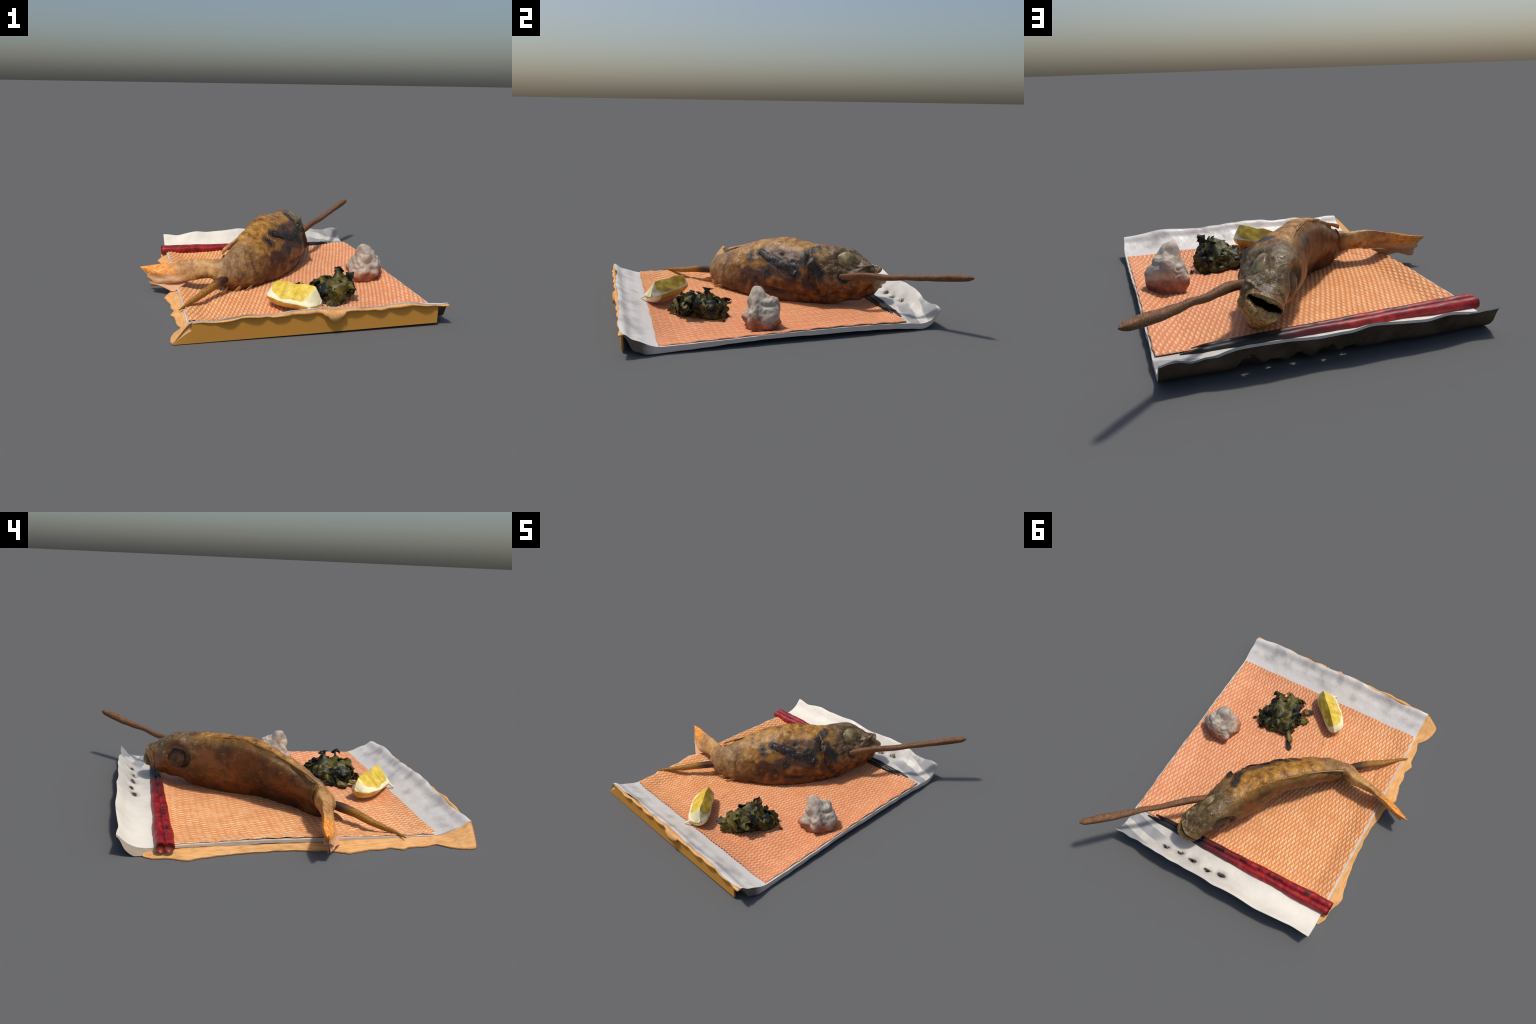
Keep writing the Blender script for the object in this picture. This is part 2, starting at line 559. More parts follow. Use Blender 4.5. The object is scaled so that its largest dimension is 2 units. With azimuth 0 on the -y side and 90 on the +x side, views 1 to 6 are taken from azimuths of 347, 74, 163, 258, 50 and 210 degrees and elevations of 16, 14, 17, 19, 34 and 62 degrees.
GILL = [(.232, .226, .335), (.249, .215, .315), (.274, .199, .279), (.310, .205, .225), (.332, .235, .165), (.335, .270, .105), (.318, .320, .055)]
CHEEK = [(.330, .335, .275), (.345, .325, .235), (.361, .345, .191), (.372, .398, .133), (.36, .45, .10)]
PECT = [(-.014, -.033, .318), (.08, .011, .294), (.159, .063, .27), (.244, .125, .236)]
SLIT = [(.130, -.03, .112), (.19, .045, .098), (.245, .115, .085)]
PITS = [((.247, .219, .323), .016, .022), ((.112, .075, .329), .012, .012), ((.196, .125, .301), .011, .010)]
CLEFT = [(.386, .575, .235), (.376, .64, .222), (.362, .69, .212)]


def station_spline(t):
    K, h = STATIONS, np.diff(TK)
    m = np.zeros_like(K)
    m[1:-1] = (K[2:] - K[:-2]) / (TK[2:] - TK[:-2])[:, None]
    m[0], m[-1] = (K[1] - K[0]) / h[0], (K[-1] - K[-2]) / h[-1]
    i = np.clip(np.searchsorted(TK, t) - 1, 0, len(TK) - 2)
    s, H = ((t - TK[i]) / h[i])[:, None], h[i][:, None]
    return K[i] * (2*s**3 - 3*s**2 + 1) + m[i] * H * (s**3 - 2*s**2 + s) + K[i+1] * (-2*s**3 + 3*s**2) + m[i+1] * H * (s**3 - s**2)


def fish_frames(t):
    Q = station_spline(t)
    C = Q[:, :3]
    tf = np.linspace(0, 1, 90)
    Cf = station_spline(tf)[:, :3]
    df = np.gradient(Cf, axis=0)
    df[:, 2] *= .6
    df /= np.linalg.norm(df, axis=1)[:, None]
    d = np.stack([np.interp(t, tf, df[:, k]) for k in range(3)], 1)
    d /= np.linalg.norm(d, axis=1)[:, None]
    lat = np.cross(d, [0, 0, 1])
    lat /= np.linalg.norm(lat, axis=1)[:, None]
    up = np.cross(lat, d)
    r = Q[:, 6][:, None]
    L = lat * np.cos(r) + up * np.sin(r)
    U = up * np.cos(r) - lat * np.sin(r)
    return C, d, L, U, Q[:, 3], Q[:, 4], Q[:, 5]


def vertex_normals(V, nu, nv):
    G = V.reshape(nu, nv, 3)
    du = np.gradient(G, axis=0)
    dv = np.roll(G, -1, 1) - np.roll(G, 1, 1)
    n = np.cross(du, dv).reshape(-1, 3)
    n /= np.linalg.norm(n, axis=1)[:, None] + 1e-12
    return n


def build_fish(parent, skin, finmat, mouthmat, eyemat, sockmat):
    NT, NP = 330, 170
    t = np.concatenate([np.linspace(0, .30, 140, endpoint=False), np.linspace(.30, 1, NT - 140)])
    ph = np.linspace(0, 2 * PI, NP, endpoint=False)
    C, d, L, U, a, bu, bd = fish_frames(t)
    c, s = np.cos(ph), np.sin(ph)
    pw = np.sign(c) * np.abs(c) ** 1.1
    lefty = 1 - .24 * smooth(0, .05, t) * smooth(.20, .11, t)          # the left cheek is sunken
    side_w = np.where(pw > 0, lefty[:, None] * pw, pw)
    V = (C[:, None] + L[:, None] * (a[:, None] * side_w)[..., None]
         + U[:, None] * np.where(s > 0, bu[:, None] * s, bd[:, None] * s)[..., None])
    V = V.reshape(-1, 3)
    T = np.repeat(t, NP)
    PHI = np.tile(ph, NT)
    right = -np.repeat(L, NP, axis=0)
    N = vertex_normals(V, NT, NP)
    if (N * (V - np.repeat(C, NP, axis=0))).sum() < 0:
        N = -N
    isr = smooth(-.1, .35, (N * right).sum(1))
    isl = smooth(-.1, .35, -(N * right).sum(1))
    D = np.zeros(len(V))
    w1, w2, w3 = Waves(21, 4), Waves(22, 4), Waves(23, 3)
    bodyf = smooth(1.0, .80, T)
    D += .0052 * w1(V, 13) * smooth(1.02, .7, T) + .0013 * w2(V, 45) * (.4 + .6 * bodyf)
    PW = (PHI + PI) % (2 * PI) - PI
    D += .045 * np.exp(-((PW + .95) / .45) ** 2) * smooth(.19, .30, T) * smooth(.80, .68, T)   # slack belly resting on the mat
    D += -.016 * np.exp(-((PW + 2.12) / .36) ** 2) * smooth(.48, .34, T) * smooth(.0, .08, T)             # belly tucks under on the near side
    # right eye socket with a brow, left socket collapsed
    q = V - EYE
    e2 = np.cross(EYE_A, np.array([.85, -.1, .5])); e2 /= np.linalg.norm(e2)
    ea, eb = q @ EYE_A, q @ e2
    rho = np.hypot(ea / .086, eb / .080)
    D += isr * (-.012 * smooth(1.12, .74, rho) + .000 * np.exp(-((rho - 1.06) / .13) ** 2) * smooth(-.1, .8, eb / .08 * np.sign(e2[2]) - .4 * ea / .08))
    q = V - SOCKET
    sa = np.array([.12, .165, 0.]); sa /= np.linalg.norm(sa)
    ra, rb = q @ sa, q[:, 2]
    rho = np.hypot(ra / .086, rb / .078)
    D += isl * (-.022 * smooth(1.04, .80, rho) * (.45 + .55 * smooth(.06, -.07, ra)) + .006 * np.exp(-((rho - 1.15) / .2) ** 2))
    # gill cover: a plate lifted along its back edge
    ax = np.array([.45, .89, 0.])
    g = np.array(GILL)
    dist = line_dist(V, GILL)
    near = np.array([np.argmin(np.linalg.norm(g - v, axis=1)) for v in V[dist < .2]])
    ahead = np.zeros(len(V)); ahead[dist < .2] = np.sign(((V[dist < .2] - g[near]) @ ax))
    D += isr * np.where(ahead > 0, .015 * np.exp(-(dist / .055) ** 1.5), -.016 * np.exp(-(dist / .024) ** 2)) * (dist < .2) * smooth(.03, .07, V[:, 2])
    D += isr * .012 * np.exp(-(np.linalg.norm(V - np.array([.262, .226, .300]), axis=1) / .04) ** 2)
    D += isr * (.007 * np.exp(-(line_dist(V, CHEEK) / .012) ** 2) - .010 * np.exp(-(line_dist(V, [(.355, .43, .225), (.372, .47, .17), (.366, .53, .15)]) / .03) ** 2))
    # maxilla folds by the mouth
    for k, off in enumerate((0, .018, .034)):
        D += isr * .005 * np.exp(-(line_dist(V, [(.355, .50 + off, .258 + off * .5), (.350, .60, .264 + off * .3), (.33, .67, .246 + off * .3)]) / .007) ** 2)
    D += -.022 * np.exp(-(line_dist(V, CLEFT) / .014) ** 2)
    # slit in the belly, pits in the charred skin, wrinkles
    D += -.020 * np.exp(-(line_dist(V, SLIT) / .012) ** 2)
    for p, r, h in PITS:
        D += -h * np.exp(-(np.linalg.norm(V - np.array(p), axis=1) / r) ** 2)
    wr = np.exp(-(line_dist(V, [(.0, -.05, .27), (.24, .10, .25)]) / .09) ** 2)
    D += isr * wr * .0014 * np.sin(V[:, 2] * 150 + V[:, 1] * 90 + 3 * w3(V, 14))
    wrk = w3(np.stack([V @ np.array([.64, .77, 0]) * .35, V @ np.array([-.77, .64, 0]), V[:, 2]], 1), 60)
    D += .0020 * (1 - 2 * np.abs(wrk)) * smooth(.30, .20, T) * smooth(.0, .04, T) * (.4 + .6 * isr)
    # low keel along the back
    crest = np.exp(-((PHI - PI / 2 + .05 * np.sin(T * 30)) / .055) ** 2)
    D += crest * .008 * smooth(.24, .34, T) * smooth(.80, .70, T) * (1 + .4 * w3(V, 40))
    # sunken groove beside the keel on the left flank
    D += -.005 * np.exp(-((PHI - PI / 2 + .26) / .14) ** 2) * smooth(.3, .4, T) * smooth(.8, .66, T)
    V = V + N * D[:, None]
    V += np.repeat(d, NP, axis=0) * (.045 * np.cos(PHI) ** 2 * smooth(.07, .0, T))[:, None]     # the lips curve back to the jaw corners
    V[:, 2] = np.maximum(V[:, 2], .020)
    # ragged tail margin
    endk = smooth(.93, 1.0, T)
    jag = .016 + .018 * np.sin(PHI) + .012 * np.sin(PHI * 6 + 1) + .045 * np.exp(-((PHI - PI / 2) / .22) ** 2)
    V += np.repeat(d, NP, axis=0) * (jag * endk)[:, None]
    crk = smooth(.86, .97, T) * (.009 * np.sin(PHI * 1.0 + T * 40) + .006 * w3(V, 22) + .003 * np.sin(np.sin(PHI) * 7 + 4 * w3(V, 9)))
    V += np.repeat(L, NP, axis=0) * crk[:, None]
    # close the snout (open mouth) and the tail
    rings = [V.reshape(NT, NP, 3)]
    r0 = V.reshape(NT, NP, 3)[0]
    c0 = r0.mean(0) + np.array([.006, .004, .002])
    fwd, Lm, Um = -d[0], L[0], U[0]
    pre, tags = [], []
    for sv, sl, f in ((.97, .985, .006), (.90, .97, .011), (.80, .95, .013), (.62, .92, .012), (.42, .89, .006), (.29, .86, -.006), (.27, .80, -.03), (.25, .66, -.06), (.2, .4, -.085), (.02, .02, -.10)):
        rel = r0 - c0
        lr, ur, fr = rel @ Lm, rel @ Um, rel @ fwd
        rag = (.0012 * np.sin(ph * 29 + 3 * np.sin(ph * 3)) + .002 * np.sin(ph * 7 + 1)) * (1 if f > -.02 and sv < .9 else 0)
        ring = c0 + np.outer(lr * sl, Lm) + np.outer(ur * sv + rag + .016 * (1 - sv), Um) + np.outer(fr * 1.0 + f + .018 * (ur < 0) * smooth(0, -.03, ur) * (f > -.01), fwd)
        pre.append(ring)
    pre = pre[::-1]
    NF = len(pre)
    rl = V.reshape(NT, NP, 3)[-1]
    post = []
    for k in (.6, .2, .01):
        cen = rl.mean(0)
        ring = cen + (rl - cen) * np.array([k, k, k])
        post.append(rl + (ring - rl) * np.array([1, 1, 1]) * .98 * np.clip(np.abs((rl - cen) @ L[-1])[:, None] * 0 + 1, 0, 1))
    ALL = np.concatenate([np.concatenate(pre), V, np.concatenate(post)])
    NR = NT + NF + 3
    F = np.array(grid_faces(NR, NP, True))
    ri = F[:, 0] // NP                      # ring of each face
    tt = np.concatenate([-np.ones(NF), t, np.ones(3)])
    tf = tt[np.minimum(ri, NR - 1)]
    me = bpy.data.meshes.new("whole_fish")
    me.from_pydata(ALL.tolist(), [], F.tolist())
    me.update()
    # make it face outwards
    nn = np.zeros(len(me.vertices) * 3)
    me.vertices.foreach_get("normal", nn)
    nn = nn.reshape(-1, 3)
    mid = slice((NF + 100) * NP, (NF + 200) * NP)
    if (nn[mid] * N[100 * NP:200 * NP]).sum() < 0:
        F = F[:, ::-1]
        nn = -nn
    bpy.data.meshes.remove(me)
    lip = NF - 6
    groups = [("mouth", ri < lip, mouthmat), ("head", (ri >= lip) & (tf < .272), skin),
              ("torso", (tf >= .272) & (tf < .745), skin), ("tail", (tf >= .745) & (tf < .885), skin), ("tail_fin", tf >= .885, finmat)]
    for name, sel, mt in groups:
        f = F[sel]
        used = np.unique(f)
        idx = -np.ones(len(ALL), int)
        idx[used] = np.arange(len(used))
        o = obj_from(name, ALL[used], idx[f], mt, parent)
        o.data.normals_split_custom_set_from_vertices([tuple(x) for x in nn[used]])

    # eyeballs
    n_e = np.cross(EYE_A, e2)
    if n_e @ np.array([1, 0, .6]) < 0:
        n_e = -n_e
    th, la = np.linspace(0, PI, 26), np.linspace(0, 2 * PI, 40, endpoint=False)
    for name, cen, A1, A2, nrm, r, mt in (("eye", EYE - n_e * .025, EYE_A, e2, n_e, (.084, .067, .030), eyemat),):
        S = np.array([[math.sin(x) * math.cos(y), math.sin(x) * math.sin(y), math.cos(x)] for x in th for y in la])
        P = cen + np.outer(S[:, 0] * r[0], A1) + np.outer(S[:, 1] * r[1], A2) + np.outer(S[:, 2] * r[2], nrm)
        P += n_e * (.0022 * w2(P, 40))[:, None]
        obj_from(name, P, grid_faces(26, 40, True), mt, parent)
    S = np.array([[math.sin(x) * math.cos(y), math.sin(x) * math.sin(y), math.cos(x)] for x in th for y in la])
    nl = np.array([-.80, .52, .18]); nl /= np.linalg.norm(nl)
    s2 = np.cross(nl, sa)
    P = SOCKET - nl * .021 + sa * .012 + np.outer(S[:, 0] * .060, sa) + np.outer(S[:, 1] * .060, s2) + np.outer(S[:, 2] * .016, nl)
    P += np.outer(.002 * w2(P, 40), nl)
    obj_from("eye", P, grid_faces(26, 40, True), sockmat, parent)

    # pectoral fin: a charred blade lying flat on the flank
    G = V.reshape(-1, 3)
    path = np.array([np.array(PECT[0]) * (1 - k) + np.array(PECT[1]) * k for k in np.linspace(0, 1, 10, endpoint=False)]
                    + [np.array(PECT[1]) * (1 - k) + np.array(PECT[2]) * k for k in np.linspace(0, 1, 10, endpoint=False)]
                    + [np.array(PECT[2]) * (1 - k) + np.array(PECT[3]) * k for k in np.linspace(0, 1, 11)])
    Nall = vertex_normals(V, NT, NP)
    if (Nall * N).sum() < 0:
        Nall = -Nall
    sk = np.array([G[np.argmin(np.linalg.norm(G - p, axis=1))] for p in path])
    sn = np.array([Nall[np.argmin(np.linalg.norm(G - p, axis=1))] for p in path])
    tdir = np.gradient(path, axis=0); tdir /= np.linalg.norm(tdir, axis=1)[:, None]
    up2 = np.cross(sn, tdir); up2 /= np.linalg.norm(up2, axis=1)[:, None]
    k = np.linspace(0, 1, len(path))
    wd = .010 + .013 * np.sin(PI * np.clip(k * .8 + .1, 0, 1)) + .006 * k
    ang = np.linspace(0, 2 * PI, 16, endpoint=False)
    P = (sk[:, None] + sn[:, None] * (.001 + .007 * np.sin(ang) * (1 - .3 * np.cos(ang * 4) ** 2))[None, :, None]
         + up2[:, None] * (wd[:, None] * np.cos(ang)[None])[..., None]).reshape(-1, 3)
    Fp = grid_faces(len(path), 16, True) + [tuple(range(16)), tuple((len(path) - 1) * 16 + j for j in reversed(range(16)))]
    obj_from("pectoral_fin", P, Fp, skin, parent)

    # dried dorsal fin: a thin torn blade standing on the keel
    tdl = np.linspace(.34, .735, 120)
    C2, d2, L2, U2, a2, bu2, _ = fish_frames(tdl)
    hgt = .006 + .0018 * np.sin(tdl * 140) * np.sin(tdl * 43) + .010 * smooth(.64, .70, tdl) * smooth(.735, .715, tdl)
    hgt *= smooth(.34, .40, tdl)
    base = C2 + U2 * (bu2[:, None] - .004)
    lean = L2 * .25
    V2 = []
    for i in range(120):
        w = .0045
        tip = base[i] + (U2[i] + lean[i]) * (hgt[i] + .008)
        V2 += [base[i] - L2[i] * w, base[i] + L2[i] * w, tip + L2[i] * .0012, tip - L2[i] * .0012]
    obj_from("dorsal_fin", V2, grid_faces(120, 4, True) + [(0, 1, 2, 3), (479, 478, 477, 476)], finmat, parent)

    # lower tail lobe drooping onto the table edge
    tri = np.array([(-.590, -.222, .088), (-.830, -.158, .064), (-.770, -.196, .058), (-.690, -.250, .026)])
    gv = []
    for a_ in np.linspace(0, 1, 14):
        top_ = tri[0] * (1 - a_) + tri[1] * a_
        low_ = np.array([np.interp(a_, [0, .42, .75, 1], [tri[0][k], tri[3][k], tri[2][k], tri[1][k]]) for k in range(3)])
        for b_ in np.linspace(0, 1, 8):
            gv.append(top_ * (1 - b_) + low_ * b_)
    gv = np.array(gv)
    nw = np.array([.25, -.93, .25]); nw /= np.linalg.norm(nw)
    gv += nw * (.004 * w3(gv, 40))[:, None]
    m_ = len(gv)
    fw_ = grid_faces(14, 8)
    ring_ = [i * 8 for i in range(14)] + [13 * 8 + j for j in range(1, 8)] + [i * 8 + 7 for i in range(12, -1, -1)] + [j for j in range(6, 0, -1)]
    fw_ += [tuple(m_ + q for q in g[::-1]) for g in fw_] + [(q, p, m_ + p, m_ + q) for p, q in zip(ring_, ring_[1:] + ring_[:1])]
    obj_from("tail_fin_lobe", np.concatenate([gv + nw * .004, gv - nw * .004]), fw_, finmat, parent)

    # scraps of anal and pelvic fin near the tail end of the belly
    for name, pts, w in (("anal_fin", [(-.350, -.285, .060), (-.380, -.330, .042), (-.415, -.355, .030)], .013),
                         ("anal_fin", [(-.255, -.265, .052), (-.285, -.300, .044), (-.320, -.315, .028)], .012),
                         ("pelvic_fin", [(-.19, -.255, .045), (-.215, -.285, .038), (-.245, -.300, .028)], .010)):
        pp = np.array(pts)
        kk = np.linspace(0, 1, 14)
        path = np.stack([interp(kk, [0, .5, 1], pp[:, j]) for j in range(3)], 1)
        rr = w * (np.sin(PI * (kk * .75 + .2)) ** .7)
        v2, f2 = tube(path, rr * .22, rr, 10)
        obj_from(name, v2 + .002 * w3(v2, 60)[:, None], f2, finmat, parent)


def mat_skin():
    m = Mat("grilled_skin", .36, .4)
    x, y, z = m.xyz()
    n_lo = m.noise(6.5, 4, .6)
    n_md = m.noise(18, 5, .62)
    n_fi = m.noise(75, 4, .65)
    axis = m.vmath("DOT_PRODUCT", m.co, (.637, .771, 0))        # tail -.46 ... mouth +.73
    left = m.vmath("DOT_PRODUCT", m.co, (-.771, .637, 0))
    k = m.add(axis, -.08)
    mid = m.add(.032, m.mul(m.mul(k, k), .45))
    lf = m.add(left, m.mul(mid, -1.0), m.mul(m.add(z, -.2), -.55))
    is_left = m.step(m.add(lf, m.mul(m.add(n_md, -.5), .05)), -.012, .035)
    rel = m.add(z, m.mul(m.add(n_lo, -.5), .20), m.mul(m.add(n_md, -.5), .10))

    n_st = m.noise(52, 4, .6, m.stretch((1.0, .5, .8), (0, 0, .7)))
    gold = m.ramp(n_md, [(.28, rgb(84, 48, 16)), (.44, rgb(132, 86, 28)), (.58, rgb(172, 120, 42)), (.74, rgb(204, 156, 74))])
    gold = m.mix(m.mul(m.step(n_st, .57, .68), .6), gold, rgb(212, 168, 90))
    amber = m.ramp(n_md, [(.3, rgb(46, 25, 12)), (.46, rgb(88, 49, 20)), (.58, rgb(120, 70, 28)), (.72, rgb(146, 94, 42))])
    tan = m.ramp(n_md, [(.3, rgb(94, 63, 34)), (.5, rgb(134, 98, 56)), (.7, rgb(164, 126, 80))])
    tan = m.mix(m.mul(m.step(n_st, .55, .68), .55), tan, rgb(188, 152, 106))
    tan = m.mix(m.mul(m.step(n_st, .45, .34), .45), tan, rgb(100, 68, 40))
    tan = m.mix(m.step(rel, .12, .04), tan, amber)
    grey = m.ramp(n_md, [(.3, rgb(52, 40, 25)), (.46, rgb(82, 66, 42)), (.6, rgb(106, 88, 60)), (.75, rgb(134, 118, 90))])
    grey = m.mix(m.mul(m.step(n_st, .56, .68), .6), grey, rgb(172, 160, 138))  # glossy highlights of the head baked in as whitish streaks
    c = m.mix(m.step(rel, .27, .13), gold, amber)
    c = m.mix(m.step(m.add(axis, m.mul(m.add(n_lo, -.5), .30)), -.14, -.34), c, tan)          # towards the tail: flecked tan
    headm = m.mul(m.step(m.add(axis, m.mul(m.add(n_md, -.5), .22)), .30, .47), m.step(rel, .16, .25))
    c = m.mix(m.mul(headm, .9), c, grey)
    stalk = m.step(m.add(x, m.mul(m.add(n_lo, -.5), .10)), -.36, -.46)
    honey = m.ramp(n_md, [(.3, rgb(150, 98, 46)), (.5, rgb(194, 146, 84)), (.7, rgb(216, 176, 118))])
    # left flank: browns darkened for its shaded side, rusty patches, olive-gold along the back
    shade_brown = m.ramp(n_lo, [(.32, rgb(50, 31, 18)), (.46, rgb(80, 50, 25)), (.58, rgb(112, 65, 27)), (.72, rgb(98, 68, 34))])
    shade_brown = m.mix(m.step(m.add(lf, m.mul(m.add(n_md, -.5), .08)), .075, .01), shade_brown, rgb(126, 94, 44))
    shade_brown = m.mix(m.mul(m.step(n_md, .52, .70), .7), shade_brown, rgb(50, 28, 19))
    shade_brown = m.mix(m.mul(m.step(n_st, .58, .70), .35), shade_brown, rgb(158, 112, 66))
    shade_brown = m.mix(m.step(axis, -.40, -.48), shade_brown, tan)
    c = m.mix(m.mul(is_left, m.math("SUBTRACT", 1.0, m.mul(headm, .45))), c, shade_brown)
    c = m.mix(m.mul(stalk, m.step(m.add(z, m.mul(m.add(n_md, -.5), .12)), .09, .15)), c, honey)
    # plum-brown scorch blotches on the right flank
    wv = m.vmath("ADD", m.co, m.scale(m.vmath("SUBTRACT", m.new_noise_vec(16, 4), (.5, .5, .5)), .055))
    wv2 = m.vmath("ADD", m.co, m.scale(m.vmath("SUBTRACT", m.new_noise_vec(22, 3), (.5, .5, .5)), .02))
    scorch = None
    def blot(a, b, r, soft=.6):
        nonlocal scorch
        v = m.step(m.seg(a, b, wv), r, r * (1 - soft))
        scorch = v if scorch is None else m.math("MAXIMUM", scorch, v)
    blot((-.074, -.089, .299), (-.032, -.093, .268), .048)
    blot((.027, -.106, .174), (.116, .006, .247), .040)
    blot((.06, .02, .335), (.16, .15, .335), .045)
    blot((-.02, -.13, .20), (.05, -.085, .16), .045)
    blot((.10, .03, .31), (.21, .12, .28), .05)
    blot((.13, .03, .22), (.24, .12, .20), .035)
    blot((.26, .20, .20), (.30, .22, .15), .05)
    c = m.mix(m.mul(scorch, .85), c, m.mix(n_fi, rgb(46, 24, 20), rgb(78, 46, 36)))
    # char
    char = None
    def mark(a, b, r):
        nonlocal char
        v = m.step(m.seg(a, b, wv), r * 1.25, r * .5)
        char = v if char is None else m.math("MAXIMUM", char, v)
    for a, b, r in (((.176, .305, .385), (.207, .214, .352), .034), ((.207, .214, .352), (.224, .178, .319), .046), ((.224, .178, .319), (.186, .102, .288), .034),
                    ((.282, .225, .298), (.322, .254, .245), .052), ((.262, .226, .300), (.27, .23, .33), .050), ((-.014, -.033, .318), (.08, .011, .294), .036),
                    ((.08, .011, .294), (.244, .125, .236), .042), ((.215, .10, .262), (.235, .20, .300), .034), ((.121, -.013, .205), (.115, -.02, .2), .034), ((.061, -.085, .154), (.05, -.08, .15), .024),
                    ((.112, .075, .329), (.112, .075, .329), .026), ((-.055, -.085, .29), (-.045, -.09, .28), .024), ((.13, -.03, .112), (.245, .115, .085), .020),
                    ((.274, .199, .279), (.323, .215, .196), .016), ((.323, .215, .196), (.335, .262, .11), .014)):
        mark(a, b, r)
    haze = m.mul(m.step(m.seg((.05, .0, .29), (.27, .20, .29), wv), .15, .05), m.step(m.add(m.mul(n_md, .6), m.mul(n_lo, .5)), .50, .66))
    c = m.mix(m.mul(haze, .75), c, m.mix(n_fi, rgb(38, 26, 22), rgb(76, 52, 38)))
    c = m.mix(m.mul(char, .95), c, m.ramp(n_fi, [(.4, rgb(20, 19, 19)), (.58, rgb(40, 38, 37)), (.72, rgb(84, 80, 77))]))
    crease = None
    for pts, r in ((GILL[2:], .011), (CHEEK[1:], .008), ([(.339, .257, .150), (.349, .35, .085), (.35, .433, .066)], .009), ([(.306, .378, .318), (.262, .41, .352), (.235, .49, .366), (.262, .56, .345)], .008), ([(.345, .40, .275), (.352, .45, .259), (.338, .53, .265)], .012)):
        for a, b in zip(pts[:-1], pts[1:]):
            v = m.step(m.seg(a, b, wv2), r * 1.5, r * .4)
            crease = v if crease is None else m.math("MAXIMUM", crease, v)
    c = m.mix(m.mul(crease, .9), c, rgb(36, 22, 16))
    c = m.mix(m.step(m.seg((.315, .395, .216), (.345, .425, .205), wv2), .040, .018), c, rgb(24, 15, 11))
    # specular glints painted as pale specks on the head and upper flank
    painted_glint = m.mul(m.step(m.noise(58, 6, .72, m.stretch((1, .55, 1), (0, 0, .7))), .60, .70), m.math("MAXIMUM", m.mul(headm, .8), m.mul(m.step(rel, .2, .32), .28)))
    c = m.mix(m.mul(painted_glint, .8), c, rgb(226, 210, 182))
    painted_sparkle = m.mul(m.step(m.noise(120, 4, .7), .58, .68), m.step(rel, .14, .24))
    c = m.mix(m.mul(m.mul(painted_sparkle, m.math('SUBTRACT', 1.0, is_left)), .26), c, rgb(232, 206, 158))
    # dark rims: eye socket, lips, gill slit shadow pits
    c = m.mix(m.mul(m.step(m.seg((.072, .468, .255), (.10, .478, .205), wv), .034, .012), .9), c, rgb(44, 28, 20))
    for p, r, _ in PITS:
        c = m.mix(m.step(m.seg(p, p), r * 1.3, r * .6), c, rgb(14, 13, 12))
    lipm = m.step(m.add(axis, m.mul(m.add(n_md, -.5), .04)), .705, .735)
    c = m.mix(m.mul(lipm, .5), c, m.ramp(n_fi, [(.4, rgb(120, 84, 40)), (.6, rgb(196, 164, 100))]))
    m.color(c)
    m.rough(m.add(.20, m.mul(n_fi, .36)))
    m.bump(m.add(m.mul(n_fi, .7), m.mul(m.noise(170, 3), .9)), .55, .0045)
    return m.m


def new_noise_vec(self, scale, detail):
    n = self.new("ShaderNodeTexNoise")
    self.put(n.inputs["Vector"], self.co)
    n.inputs["Scale"].default_value = scale
    n.inputs["Detail"].default_value = detail
    return n.outputs["Color"]


Mat.new_noise_vec = new_noise_vec


def mat_fin():
    m = Mat("crisp_fin", .5, .35)
    x, y, z = m.xyz()
    st = m.noise(20, 5, .6, m.stretch((1.2, 6, 8), (0, 0, .25)))
    c = m.ramp(st, [(.3, rgb(170, 92, 26)), (.45, rgb(226, 134, 44)), (.6, rgb(244, 172, 80)), (.75, rgb(250, 206, 140))])
    fade = m.step(m.add(x, m.mul(m.add(m.noise(10, 3), -.5), .14)), -.72, -.62)
    c = m.mix(fade, c, m.ramp(m.noise(34, 4), [(.3, rgb(150, 98, 48)), (.7, rgb(200, 154, 96))]))
    c = m.mix(m.mul(m.step(m.add(z, m.mul(m.noise(14, 2), .05)), .165, .13), m.step(x, -.56, -.68)), c, m.mix(st, rgb(196, 134, 84), rgb(226, 180, 138)))
    c = m.mix(m.mul(m.step(m.add(x, m.mul(m.noise(12, 2), .12)), -.24, -.12), .9), c, m.mix(st, rgb(96, 60, 30), rgb(196, 156, 100)))
    m.bump(m.add(m.mul(st, .5), m.noise(40, 4)), .5, .008)
    return m.color(c).m


def mat_simple(name, stops, scale, rough=.6, spec=.3, detail=4, bump=.0, bscale=60):
    m = Mat(name, rough, spec)
    m.color(m.ramp(m.noise(scale, detail), stops))
    if bump:
        m.bump(m.noise(bscale, 4), bump, .006)
    return m.m


